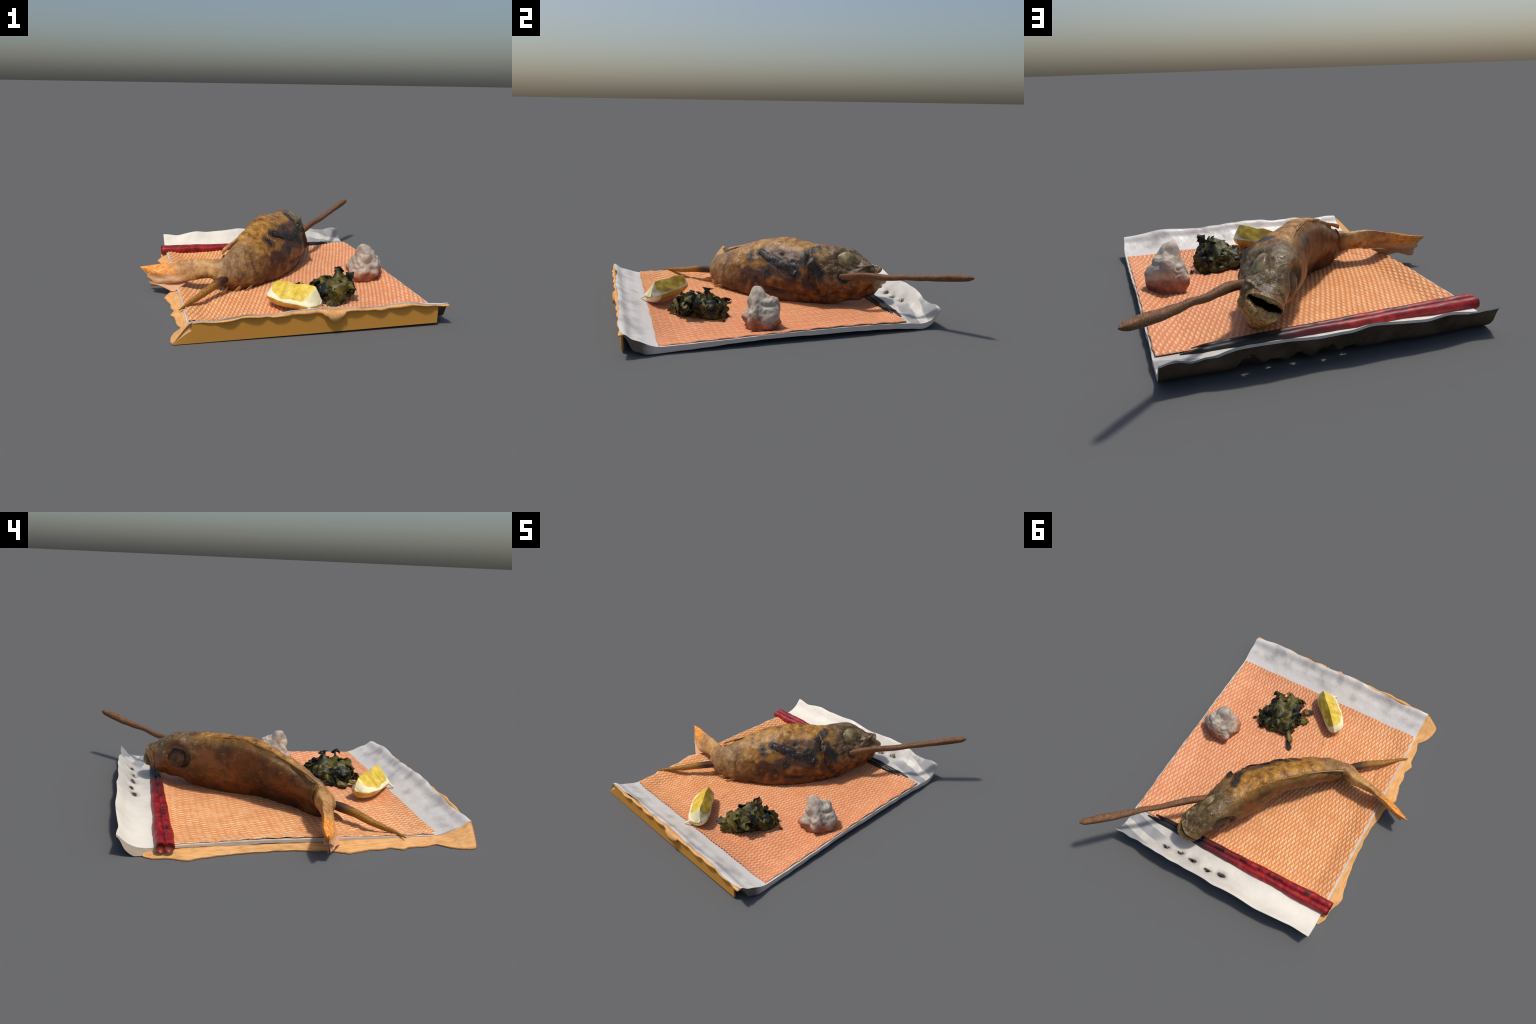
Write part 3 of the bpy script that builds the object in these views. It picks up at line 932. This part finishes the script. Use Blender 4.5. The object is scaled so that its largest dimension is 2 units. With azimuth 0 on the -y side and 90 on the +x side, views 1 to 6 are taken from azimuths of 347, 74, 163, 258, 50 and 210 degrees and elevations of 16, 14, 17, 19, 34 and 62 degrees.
# =============================================================== THE SKEWER
def build_skewer(parent, mat):
    w = Waves(41, 3)
    A, B = np.array([-.690, -.603, .040]), np.array([.889, .992, .328])
    ctrl = np.array([A, (-.408, -.332, .104), (-.02, .05, .16), (.324, .408, .219), (.60, .69, .272), B])
    k = np.array([0, .18, .42, .64, .82, 1.0])
    t = np.linspace(0, 1, 130)
    path = np.stack([interp(t, k, ctrl[:, j]) for j in range(3)], 1)
    path[:, 2] += .0012 * np.sin(t * 46) * smooth(.62, .7, t)
    path[:, 0] += .002 * np.sin(t * 31 + 1) * smooth(.62, .7, t)
    ra = interp(t, [0, .03, .10, .17, .22, .6, .66, .75, .88, .97, .992, 1], [.003, .009, .020, .024, .022, .019, .020, .019, .020, .022, .017, .004])
    rb = interp(t, [0, .03, .10, .17, .22, .6, .66, .75, .88, .97, .992, 1], [.003, .010, .019, .022, .020, .018, .021, .019, .017, .018, .013, .004])
    V, F = tube(path, ra, rb, 20, square=.62)
    V = V + (.0022 * w(V, 22))[:, None] * np.array([.4, -.4, 1])
    o = obj_from("stick", V, F, mat, parent)
    o.data.set_sharp_from_angle(angle=math.radians(55))


def mat_stick():
    m = Mat("scorched_bamboo", .55, .25)
    x, y, z = m.xyz()
    ax = m.vmath("DOT_PRODUCT", m.co, (.70, .70, .12))
    g = m.noise(26, 5, .6, m.stretch((8, .8, 8), (0, 0, .79)))
    c = m.ramp(g, [(.3, rgb(72, 48, 34)), (.5, rgb(114, 78, 52)), (.7, rgb(150, 112, 74))])
    c = m.mix(m.mul(m.step(m.noise(12, 3), .52, .68), .5), c, rgb(84, 62, 56))
    tip = m.ramp(g, [(.3, rgb(92, 58, 22)), (.5, rgb(150, 104, 40)), (.7, rgb(186, 136, 58))])
    c = m.mix(m.step(ax, -.45, -.6), c, tip)
    c = m.mix(m.step(ax, -.66, -.50), rgb(60, 40, 28), c) if False else c
    c = m.mix(m.mul(m.step(ax, -.62, -.50), m.step(ax, -.3, -.42)), c, rgb(64, 42, 30))
    m.bump(g, .6, .006)
    return m.color(c).m


# =========================================================== THE CHOPSTICKS
def build_chopstick(parent, ends, r0, red, black, seed):
    w = Waves(seed, 3)
    t = np.linspace(0, 1, 110)
    A, B = np.array(ends[0]), np.array(ends[1])
    path = A + np.outer(t, B - A)
    path[:, 1] += .002 * np.sin(t * 21 + seed) * (1 - t)
    r = interp(t, [0, .008, .03, .3, .55, .75, .95, 1], [r0 * .86, r0 * .97, r0, r0 * .95, r0 * .84, r0 * .74, r0 * .48, .005])
    path[:, 2] = np.interp(t, [0, 1], [A[2], B[2]])
    V, F = tube(path, r, r * 1.08, 20)
    V = V + (.0011 * w(V, 40))[:, None] * np.array([.2, 1, 1])
    n, cut = 20, 58
    fr = [f for f in F if max(f) < cut * n + n and len(f) == 4 and min(f) < cut * n] + [F[-2]]
    fb = [f for f in F if len(f) == 4 and min(f) >= cut * n] + [F[-1]]
    me = bpy.data.meshes.new("tmp"); me.from_pydata(V.tolist(), [], F); me.update()
    nn = np.zeros(len(V) * 3); me.vertices.foreach_get("normal", nn); nn = nn.reshape(-1, 3)
    bpy.data.meshes.remove(me)
    for name, ff in (("handle", fr), ("tip", fb)):
        used = sorted({k for f in ff for k in f})
        idx = {k: q for q, k in enumerate(used)}
        obj_from(name, V[used], [tuple(idx[k] for k in f) for f in ff], red, parent)


def mat_lacquer():
    m = Mat("red_black_lacquer", .45, .35)
    x, y, z = m.xyz()
    n = m.noise(24, 4, .6)
    red = m.ramp(n, [(.3, rgb(92, 12, 18)), (.5, rgb(136, 22, 28)), (.66, rgb(168, 40, 36)), (.8, rgb(180, 74, 64))])
    dark = m.mix(n, rgb(20, 20, 21), rgb(50, 48, 48))
    plum = m.mix(n, rgb(70, 18, 24), rgb(112, 40, 46))
    xx = m.add(x, m.mul(m.add(m.noise(9, 3), -.5), .12))
    c = m.mix(m.step(xx, -.15, .12), red, plum)
    c = m.mix(m.step(xx, .14, .27), c, dark)
    # the groove between the two sticks is dark and blotched
    gy = m.math("ABSOLUTE", m.add(y, -.6335, m.mul(x, -.028)))
    pit = m.mul(m.step(gy, .014, .004), m.step(m.noise(15, 3, .6, m.stretch((1, .3, .3))), .50, .60))
    c = m.mix(pit, c, rgb(44, 24, 24))
    # reddish wood on the cut ends
    c = m.mix(m.mul(m.step(x, -.700, -.706), m.step(z, .074, .066)), c, m.mix(m.noise(40), rgb(120, 34, 28), rgb(150, 84, 56)))
    return m.color(c).m


# ================================================================ THE LEMON
def build_lemon(parent, flesh, pith, rind):
    A, B = np.array([.060, -.725, .184]), np.array([-.114, -.541, .160])
    ax = (B - A); ax[2] = 0
    Lr = np.linalg.norm(ax); ax /= Lr
    sd = np.array([ax[1], -ax[0], 0.])                 # towards +x, the shaded face
    if sd[0] < 0:
        sd = -sd
    mid = (A + B) / 2 - sd * .006
    w = Waves(51, 3)
    nu = 121
    us = np.linspace(-1, 1, nu)
    nf, nr = 33, 25
    V, cls = [], []
    half = .174
    for u in us:
        e = math.sqrt(max(1 - abs(u) ** 4.4, 0))       # body thins to the ends
        along = mid + ax * (u * half - .008)
        flat = smooth(.62, 1.0, abs(u))
        kr = u * half / (Lr / 2)
        zr = np.interp(kr, [-2, -1, -.5, 0, .35, 1, 2], [.115, .184, .181, .172, .178, .160, .09])
        if abs(kr) > 1:
            zr = (.184 if kr < 0 else .160) - ((abs(kr) - 1) / (half / (Lr / 2) - 1)) ** 1.5 * (.075 if kr < 0 else .055)
        wr, wl = .044 * e + .006, .086 * e + .006
        zs_r, zs_l = .098 * e + .090 * (1 - e), .094 * e + .090 * (1 - e)
        zb = .034 * e + .080 * (1 - e)
        apex = along + sd * .004
        apex = np.array([apex[0], apex[1], zr])
        R = along + sd * wr; R = np.array([R[0], R[1], min(zs_r, zr - .004)])
        Lf = along - sd * wl; Lf = np.array([Lf[0], Lf[1], min(zs_l, zr - .004)])
        for f in np.linspace(0, 1, nf):                # left face, apex -> rim
            p = apex * (1 - f) + Lf * f
            p[2] += -.010 * math.sin(PI * f) * e * .2 + .004 * math.sin(PI * min(f * 1.1, 1)) * e
            V.append(p)
        for f in np.linspace(0, 1, nr)[1:-1]:          # rind arc
            a = PI * f
            p = along - sd * (wl * (1 - f) ** .6 - wr * f ** .6) * 1.0
            c = math.cos(a)
            off = (wr + wl) / 2
            ctr = along + sd * (wr - wl) / 2
            p = ctr - sd * (off * c * 1.03)
            zz = zb + (np.interp(f, [0, 1], [Lf[2], R[2]]) - zb) * (1 - math.sin(a)) ** .9
            V.append(np.array([p[0], p[1], zz]))
        for f in np.linspace(1, 0, nf)[:-1]:           # right face, rim -> apex
            p = apex * (1 - f) + R * f
            p[2] += .001 * math.sin(PI * f) * e
            V.append(p)
    V = np.array(V)
    ring = nf + nr - 2 + nf - 1
    V = V + (.0022 * w(V, 26))[:, None] * np.array([1, 1, 1])
    F = grid_faces(nu, ring, True) + [tuple(range(ring)), tuple((nu - 1) * ring + j for j in reversed(range(ring)))]
    parts = {"flesh": [], "pith": [], "rind": []}
    for f in F:
        if len(f) > 4:
            parts["pith"].append(f)
            continue
        u = us[f[0] // ring]
        j = f[0] % ring
        kr = u * half / (Lr / 2)
        if j < nf - 1:
            q = (j + .5) / (nf - 1)
            parts["flesh" if q < .88 * math.sqrt(max(0, 1 - (abs(kr + .02 - .08) * .91) ** 5)) + .05 * math.sin(kr * 6) and kr > -1.03 else "pith"].append(f)
        elif j >= ring - (nf - 1):
            q = (ring - j - .5) / (nf - 1)
            parts["flesh" if q < .92 * math.sqrt(max(0, 1 - (abs(kr) * .84) ** 5)) and kr > -1.1 else "pith"].append(f)
        else:
            q = (j - (nf - 1) + .5) / (nr - 1)
            parts["pith" if q < .05 or (kr < -1.02 and q > .2) else "rind"].append(f)
    me = bpy.data.meshes.new("tmp"); me.from_pydata(V.tolist(), [], F); me.update()
    nn = np.zeros(len(V) * 3); me.vertices.foreach_get("normal", nn); nn = nn.reshape(-1, 3)
    flip = ((V - V.mean(0)) * nn).sum() < 0
    bpy.data.meshes.remove(me)
    for name, mt in (("flesh", flesh), ("pith", pith), ("rind", rind)):
        ff = [f[::-1] for f in parts[name]] if flip else parts[name]
        used = sorted({k for f in ff for k in f})
        idx = {k: q for q, k in enumerate(used)}
        obj_from(name, V[used], [tuple(idx[k] for k in f) for f in ff], mt, parent)
    # little stalk nub touching the rim of the plate
    v, f = tube([(.030, -.780, .085), (.012, -.798, .074), (-.002, -.812, .062), (-.010, -.822, .054)], np.array([.014, .007, .006, .005]), np.array([.014, .007, .005, .003]), 12)
    obj_from("stalk_nub", v, f, pith, parent)
    me = None


# ============================================================== THE SEAWEED
def build_seaweed(parent, dark, olive, mixed):
    w = Waves(61, 4)
    import bmesh
    bm = bmesh.new()
    bmesh.ops.create_icosphere(bm, subdivisions=5, radius=1)
    D = np.array([v.co[:] for v in bm.verts])
    F = [[v.index for v in f.verts] for f in bm.faces]
    bm.free()
    cen = np.array([.255, -.474, .022])

    def dome(d):
        """radius of the heap in direction d (seen from its foot)"""
        hr = np.hypot(d[:, 0], d[:, 1]) + 1e-6
        k = hr ** .62 / hr
        rad = np.stack([d[:, 0] * k * .122, d[:, 1] * k * .128, np.maximum(d[:, 2], 0) ** .9 * .088], 1)
        az = np.arctan2(d[:, 1], d[:, 0])
        rr = 1 + .10 * np.sin(az * 3 + .6) + .14 * w(d * 1.0 + 4, 2.4)
        P = cen + rad * rr[:, None]
        for q, r, h in (((.308, -.447), .030, .062), ((.325, -.53), .032, .034), ((.215, -.44), .045, .016)):
            g = np.exp(-(((P[:, 0] - q[0]) ** 2 + (P[:, 1] - q[1]) ** 2) / r**2))
            P[:, 2] += h * g * (d[:, 2] > 0)
        return P

    P = dome(D)
    P += D * (.008 * (np.abs(w(P, 26)) - .5) + .004 * w(P, 50))[:, None]
    P[:, 2] = np.maximum(P[:, 2], .016)
    obj_from("heap", P, F, mixed, parent)

    r = np.random.default_rng(66)

    def frond(path, widths, curl, mt, th=.0045, seed=0):
        path = np.array(path, float)
        n = len(path)
        m = 9
        d = np.gradient(path, axis=0); d /= np.linalg.norm(d, axis=1)[:, None] + 1e-9
        out = path - (cen + np.array([0, 0, .02])); out /= np.linalg.norm(out, axis=1)[:, None]
        s = np.cross(d, out); s /= np.linalg.norm(s, axis=1)[:, None] + 1e-9
        nrm = np.cross(s, d)
        V = []
        for i in range(n):
            for j in np.linspace(-1, 1, m):
                wob = 1 + .25 * math.sin(i * 1.7 + seed) * j
                V.append(path[i] + s[i] * (j * widths[i] * wob) + nrm[i] * (curl * widths[i] * (j * j - .4) + .006 * math.sin(i * .9 + j * 2.2 + seed)))
        V = np.array(V)
        V += (.004 * w(V + seed, 40))[:, None] * out.mean(0)
        V[:, 2] = np.maximum(V[:, 2], .026)
        N = np.repeat(nrm, m, axis=0)
        a, b = V + N * th / 2, V - N * th / 2
        f = grid_faces(n, m)
        k = len(V)
        FF = f + [tuple(k + q for q in g[::-1]) for g in f]
        ring = [i * m for i in range(n)] + [(n - 1) * m + j for j in range(1, m)] + [i * m + m - 1 for i in range(n - 2, -1, -1)] + [j for j in range(m - 2, 0, -1)]
        for p, q in zip(ring, ring[1:] + ring[:1]):
            FF.append((q, p, k + p, k + q))
        obj_from("frond", np.concatenate([a, b]), FF, mt, parent)

    # fronds draped over the heap
    for i in range(38):
        az = i * 2.399 + r.uniform(-.3, .3)
        el0 = r.uniform(.25, 1.35)
        span = r.uniform(.4, .85)
        turn = r.uniform(-.5, .5)
        k = np.linspace(0, 1, 11)
        el = np.clip(el0 - span * k, .0, 1.5)
        azs = az + turn * k
        dd = np.stack([np.cos(azs) * np.cos(el), np.sin(azs) * np.cos(el), np.sin(el)], 1)
        path = dome(dd)
        path = path + dd * (.002 + .012 * np.sin(k * PI) * r.uniform(.2, 1.0))[:, None]
        wd = r.uniform(.028, .050) * (np.sin(PI * (k * .85 + .12)) ** .6)
        mt = [dark, olive, mixed, olive, dark][i % 5]
        frond(path, wd, r.uniform(-.7, .7), mt, seed=i)
    # single fronds that stray onto the mat
    stray = [([(.17, -.40, 0.047), (.135, -.355, 0.038), (.112, -.315, 0.030), (.105, -.285, 0.028)], .020, olive),
             ([(.125, -.32, 0.032), (.105, -.295, 0.044), (.092, -.272, 0.038), (.085, -.255, 0.028)], .015, dark),
             ([(.26, -.60, 0.057), (.22, -.645, 0.044), (.185, -.672, 0.028)], .026, olive),
             ([(.24, -.62, 0.040), (.20, -.655, 0.052), (.165, -.66, 0.038)], .016, mixed),
             ([(.35, -.40, .060), (.385, -.37, .050), (.41, -.355, .036)], .018, olive),
             ([(.430, -.385, .030), (.438, -.380, .032), (.446, -.372, .030)], .008, olive),
             ([(.32, -.54, .09), (.342, -.58, .112), (.36, -.61, .104)], .024, olive),
             ([(.13, -.52, 0.047), (.10, -.53, 0.034), (.078, -.535, 0.028)], .024, olive),
             ([(.15, -.58, 0.052), (.115, -.61, 0.038), (.09, -.63, 0.028)], .020, mixed),
             ([(.31, -.445, 0.160), (.318, -.442, 0.190), (.316, -.44, 0.200)], .024, dark),
             ([(.335, -.53, 0.150), (.35, -.545, 0.172), (.36, -.55, 0.170)], .022, dark)]
    for i, (pts, wd, mt) in enumerate(stray):
        p = np.array(pts)
        k = np.linspace(0, 1, 9)
        kk = np.linspace(0, 1, len(p))
        path = np.stack([interp(k, kk, p[:, j]) for j in range(3)], 1)
        frond(path, 1.35 * wd * (np.sin(PI * (k * .8 + .15)) ** .5), -.3, mt, .0045, seed=100 + i)


def mat_weed(name, k):
    m = Mat(name, .48, .35)
    n = m.noise(16, 4, .6)
    dark = [(.3, rgb(18, 19, 17)), (.52, rgb(34, 36, 30)), (.72, rgb(60, 60, 38))]
    oliv = [(.28, rgb(38, 36, 15)), (.48, rgb(80, 74, 24)), (.66, rgb(112, 100, 34)), (.8, rgb(136, 118, 48))]
    c = m.ramp(n, dark if k == 0 else oliv)
    if k == 2:
        c = m.mix(m.step(m.noise(11, 3), .44, .58), c, m.ramp(n, dark))
    m.bump(m.noise(45, 4), .5, .008)
    return m.color(c).m


# ================================================== THE GRATED-RADISH MOUND
def build_mound(parent, mat):
    import bmesh
    bm = bmesh.new()
    bmesh.ops.create_icosphere(bm, subdivisions=6, radius=1)
    D = np.array([v.co[:] for v in bm.verts])
    D /= np.linalg.norm(D, axis=1)[:, None]
    F = [[v.index for v in f.verts] for f in bm.faces]
    bm.free()
    cen = np.array([.600, -.178, .085])
    balls = [((.580, -.205, .212), .042), ((.582, -.200, .180), .062), ((.598, -.185, .130), .088), ((.598, -.168, .070), .100),
             ((.655, -.140, .130), .050), ((.668, -.165, .085), .050), ((.645, -.225, .105), .042), ((.560, -.120, .085), .070), ((.55, -.23, .08), .055), ((.615, -.125, .165), .040)]
    lo, hi = np.full(len(D), .0), np.full(len(D), .30)
    cen = cen + 0

    def sdf(p):
        d = np.stack([np.linalg.norm(p - np.array(c), axis=1) - r for c, r in balls])
        return -np.log(np.exp(-60 * d).sum(0)) / 60
    for _ in range(24):
        md = (lo + hi) / 2
        inside = sdf(cen + D * md[:, None]) < 0
        lo, hi = np.where(inside, md, lo), np.where(inside, hi, md)
    P = cen + D * lo[:, None]
    w, w2 = Waves(71, 3), Waves(72, 3)
    P[:, :2] = cen[:2] + (P[:, :2] - cen[:2]) * .85
    P += D * (.011 * (np.abs(w(P, 27)) - .6) + .0030 * w2(P, 58))[:, None]
    skirt = smooth(.085, .045, P[:, 2])
    P[:, :2] += (P[:, :2] - cen[:2]) * (skirt * .05)[:, None]
    P[:, 2] = np.maximum(P[:, 2], .020)
    obj_from("heap", P, F, mat, parent)


def mat_mound():
    m = Mat("grated_radish", .6, .25)
    x, y, z = m.xyz()
    n = m.noise(20, 4)
    c = m.ramp(n, [(.3, rgb(150, 138, 126)), (.5, rgb(184, 170, 154)), (.7, rgb(200, 184, 164))])
    mat_bounce = m.step(m.add(z, m.mul(m.add(m.noise(13, 4), -.5), .16)), .118, .075)  # warm light bounced off the mat, tinted into the foot
    c = m.mix(mat_bounce, c, m.ramp(m.noise(17, 4), [(.3, rgb(118, 68, 46)), (.55, rgb(158, 106, 82)), (.75, rgb(188, 136, 110))]))
    c = m.mix(m.mul(m.step(m.noise(9, 3), .58, .70), .4), c, rgb(150, 140, 138))
    m.bump(m.noise(60, 4), .4, .006)
    return m.color(c).m


# ==================================================================== BUILD
glaze, under, straw = mat_glaze(), mat_under(), mat_weave()
wood, ochre = mat_wood(), mat_panel()

plate = thing("ceramic_plate", "white rectangular plate with turned-up ends and woven orange centre", "plate")
build_plate(plate, glaze, under)
build_weave(plate, straw)

table = thing("wooden_table_scrap", "ragged tan wood skirt and flat ochre front panel", "wood")
build_table(table, wood, ochre)

fish = thing("grilled_fish", "curved whole grilled fish, golden brown with black char", "grilled fish")
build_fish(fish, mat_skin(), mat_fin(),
           mat_simple("mouth_lining", [(.35, rgb(12, 10, 9)), (.6, rgb(38, 26, 22)), (.75, rgb(90, 80, 74))], 30, .35, .5),
           mat_simple("cooked_eye", [(.34, rgb(62, 50, 30)), (.48, rgb(110, 94, 58)), (.6, rgb(140, 124, 84)), (.72, rgb(172, 160, 124))], 17, .38, .4, 5, .5),
           mat_simple("dried_eye", [(.34, rgb(38, 22, 13)), (.5, rgb(70, 42, 20)), (.68, rgb(92, 60, 28))], 24, .4, .4, 4, .3))

skewer = thing("wooden_skewer", "rough brown wooden stick with a pointed end", "skewer")
build_skewer(skewer, mat_stick())

lac = mat_lacquer()
for k, (A, B, s) in enumerate((((-.704, .6125, .0575), (.650, .637, .0440), 3), ((-.702, .6565, .0570), (.668, .664, .0440), 5))):
    st = thing("chopstick", "slim lacquered stick, dark red with a black tip", "chopstick")
    build_chopstick(st, (A, B), .0265, lac, lac, s)

lemon = thing("lemon_wedge", "cut lemon wedge with yellow flesh and thick pith", "lemon")
build_lemon(lemon,
            mat_simple("lemon_flesh", [(.3, rgb(188, 158, 36)), (.5, rgb(216, 184, 62)), (.7, rgb(232, 204, 92))], 26, .3, .5, 4, .35, 90),
            mat_simple("lemon_pith", [(.3, rgb(206, 196, 150)), (.5, rgb(228, 218, 178)), (.7, rgb(240, 234, 206))], 14, .55, .3),
            mat_simple("lemon_rind", [(.3, rgb(168, 124, 38)), (.5, rgb(204, 164, 66)), (.72, rgb(226, 202, 116))], 12, .45, .35, 4, .3, 80))

weed = thing("seaweed_pile", "heap of folded dark green and olive seaweed", "seaweed")
build_seaweed(weed, mat_weed("dark_seaweed", 0), mat_weed("olive_seaweed", 1), mat_weed("mottled_seaweed", 2))

mound = thing("grated_radish_mound", "lumpy pale mound of grated radish, foot tinted brown by painted mat bounce", "garnish")
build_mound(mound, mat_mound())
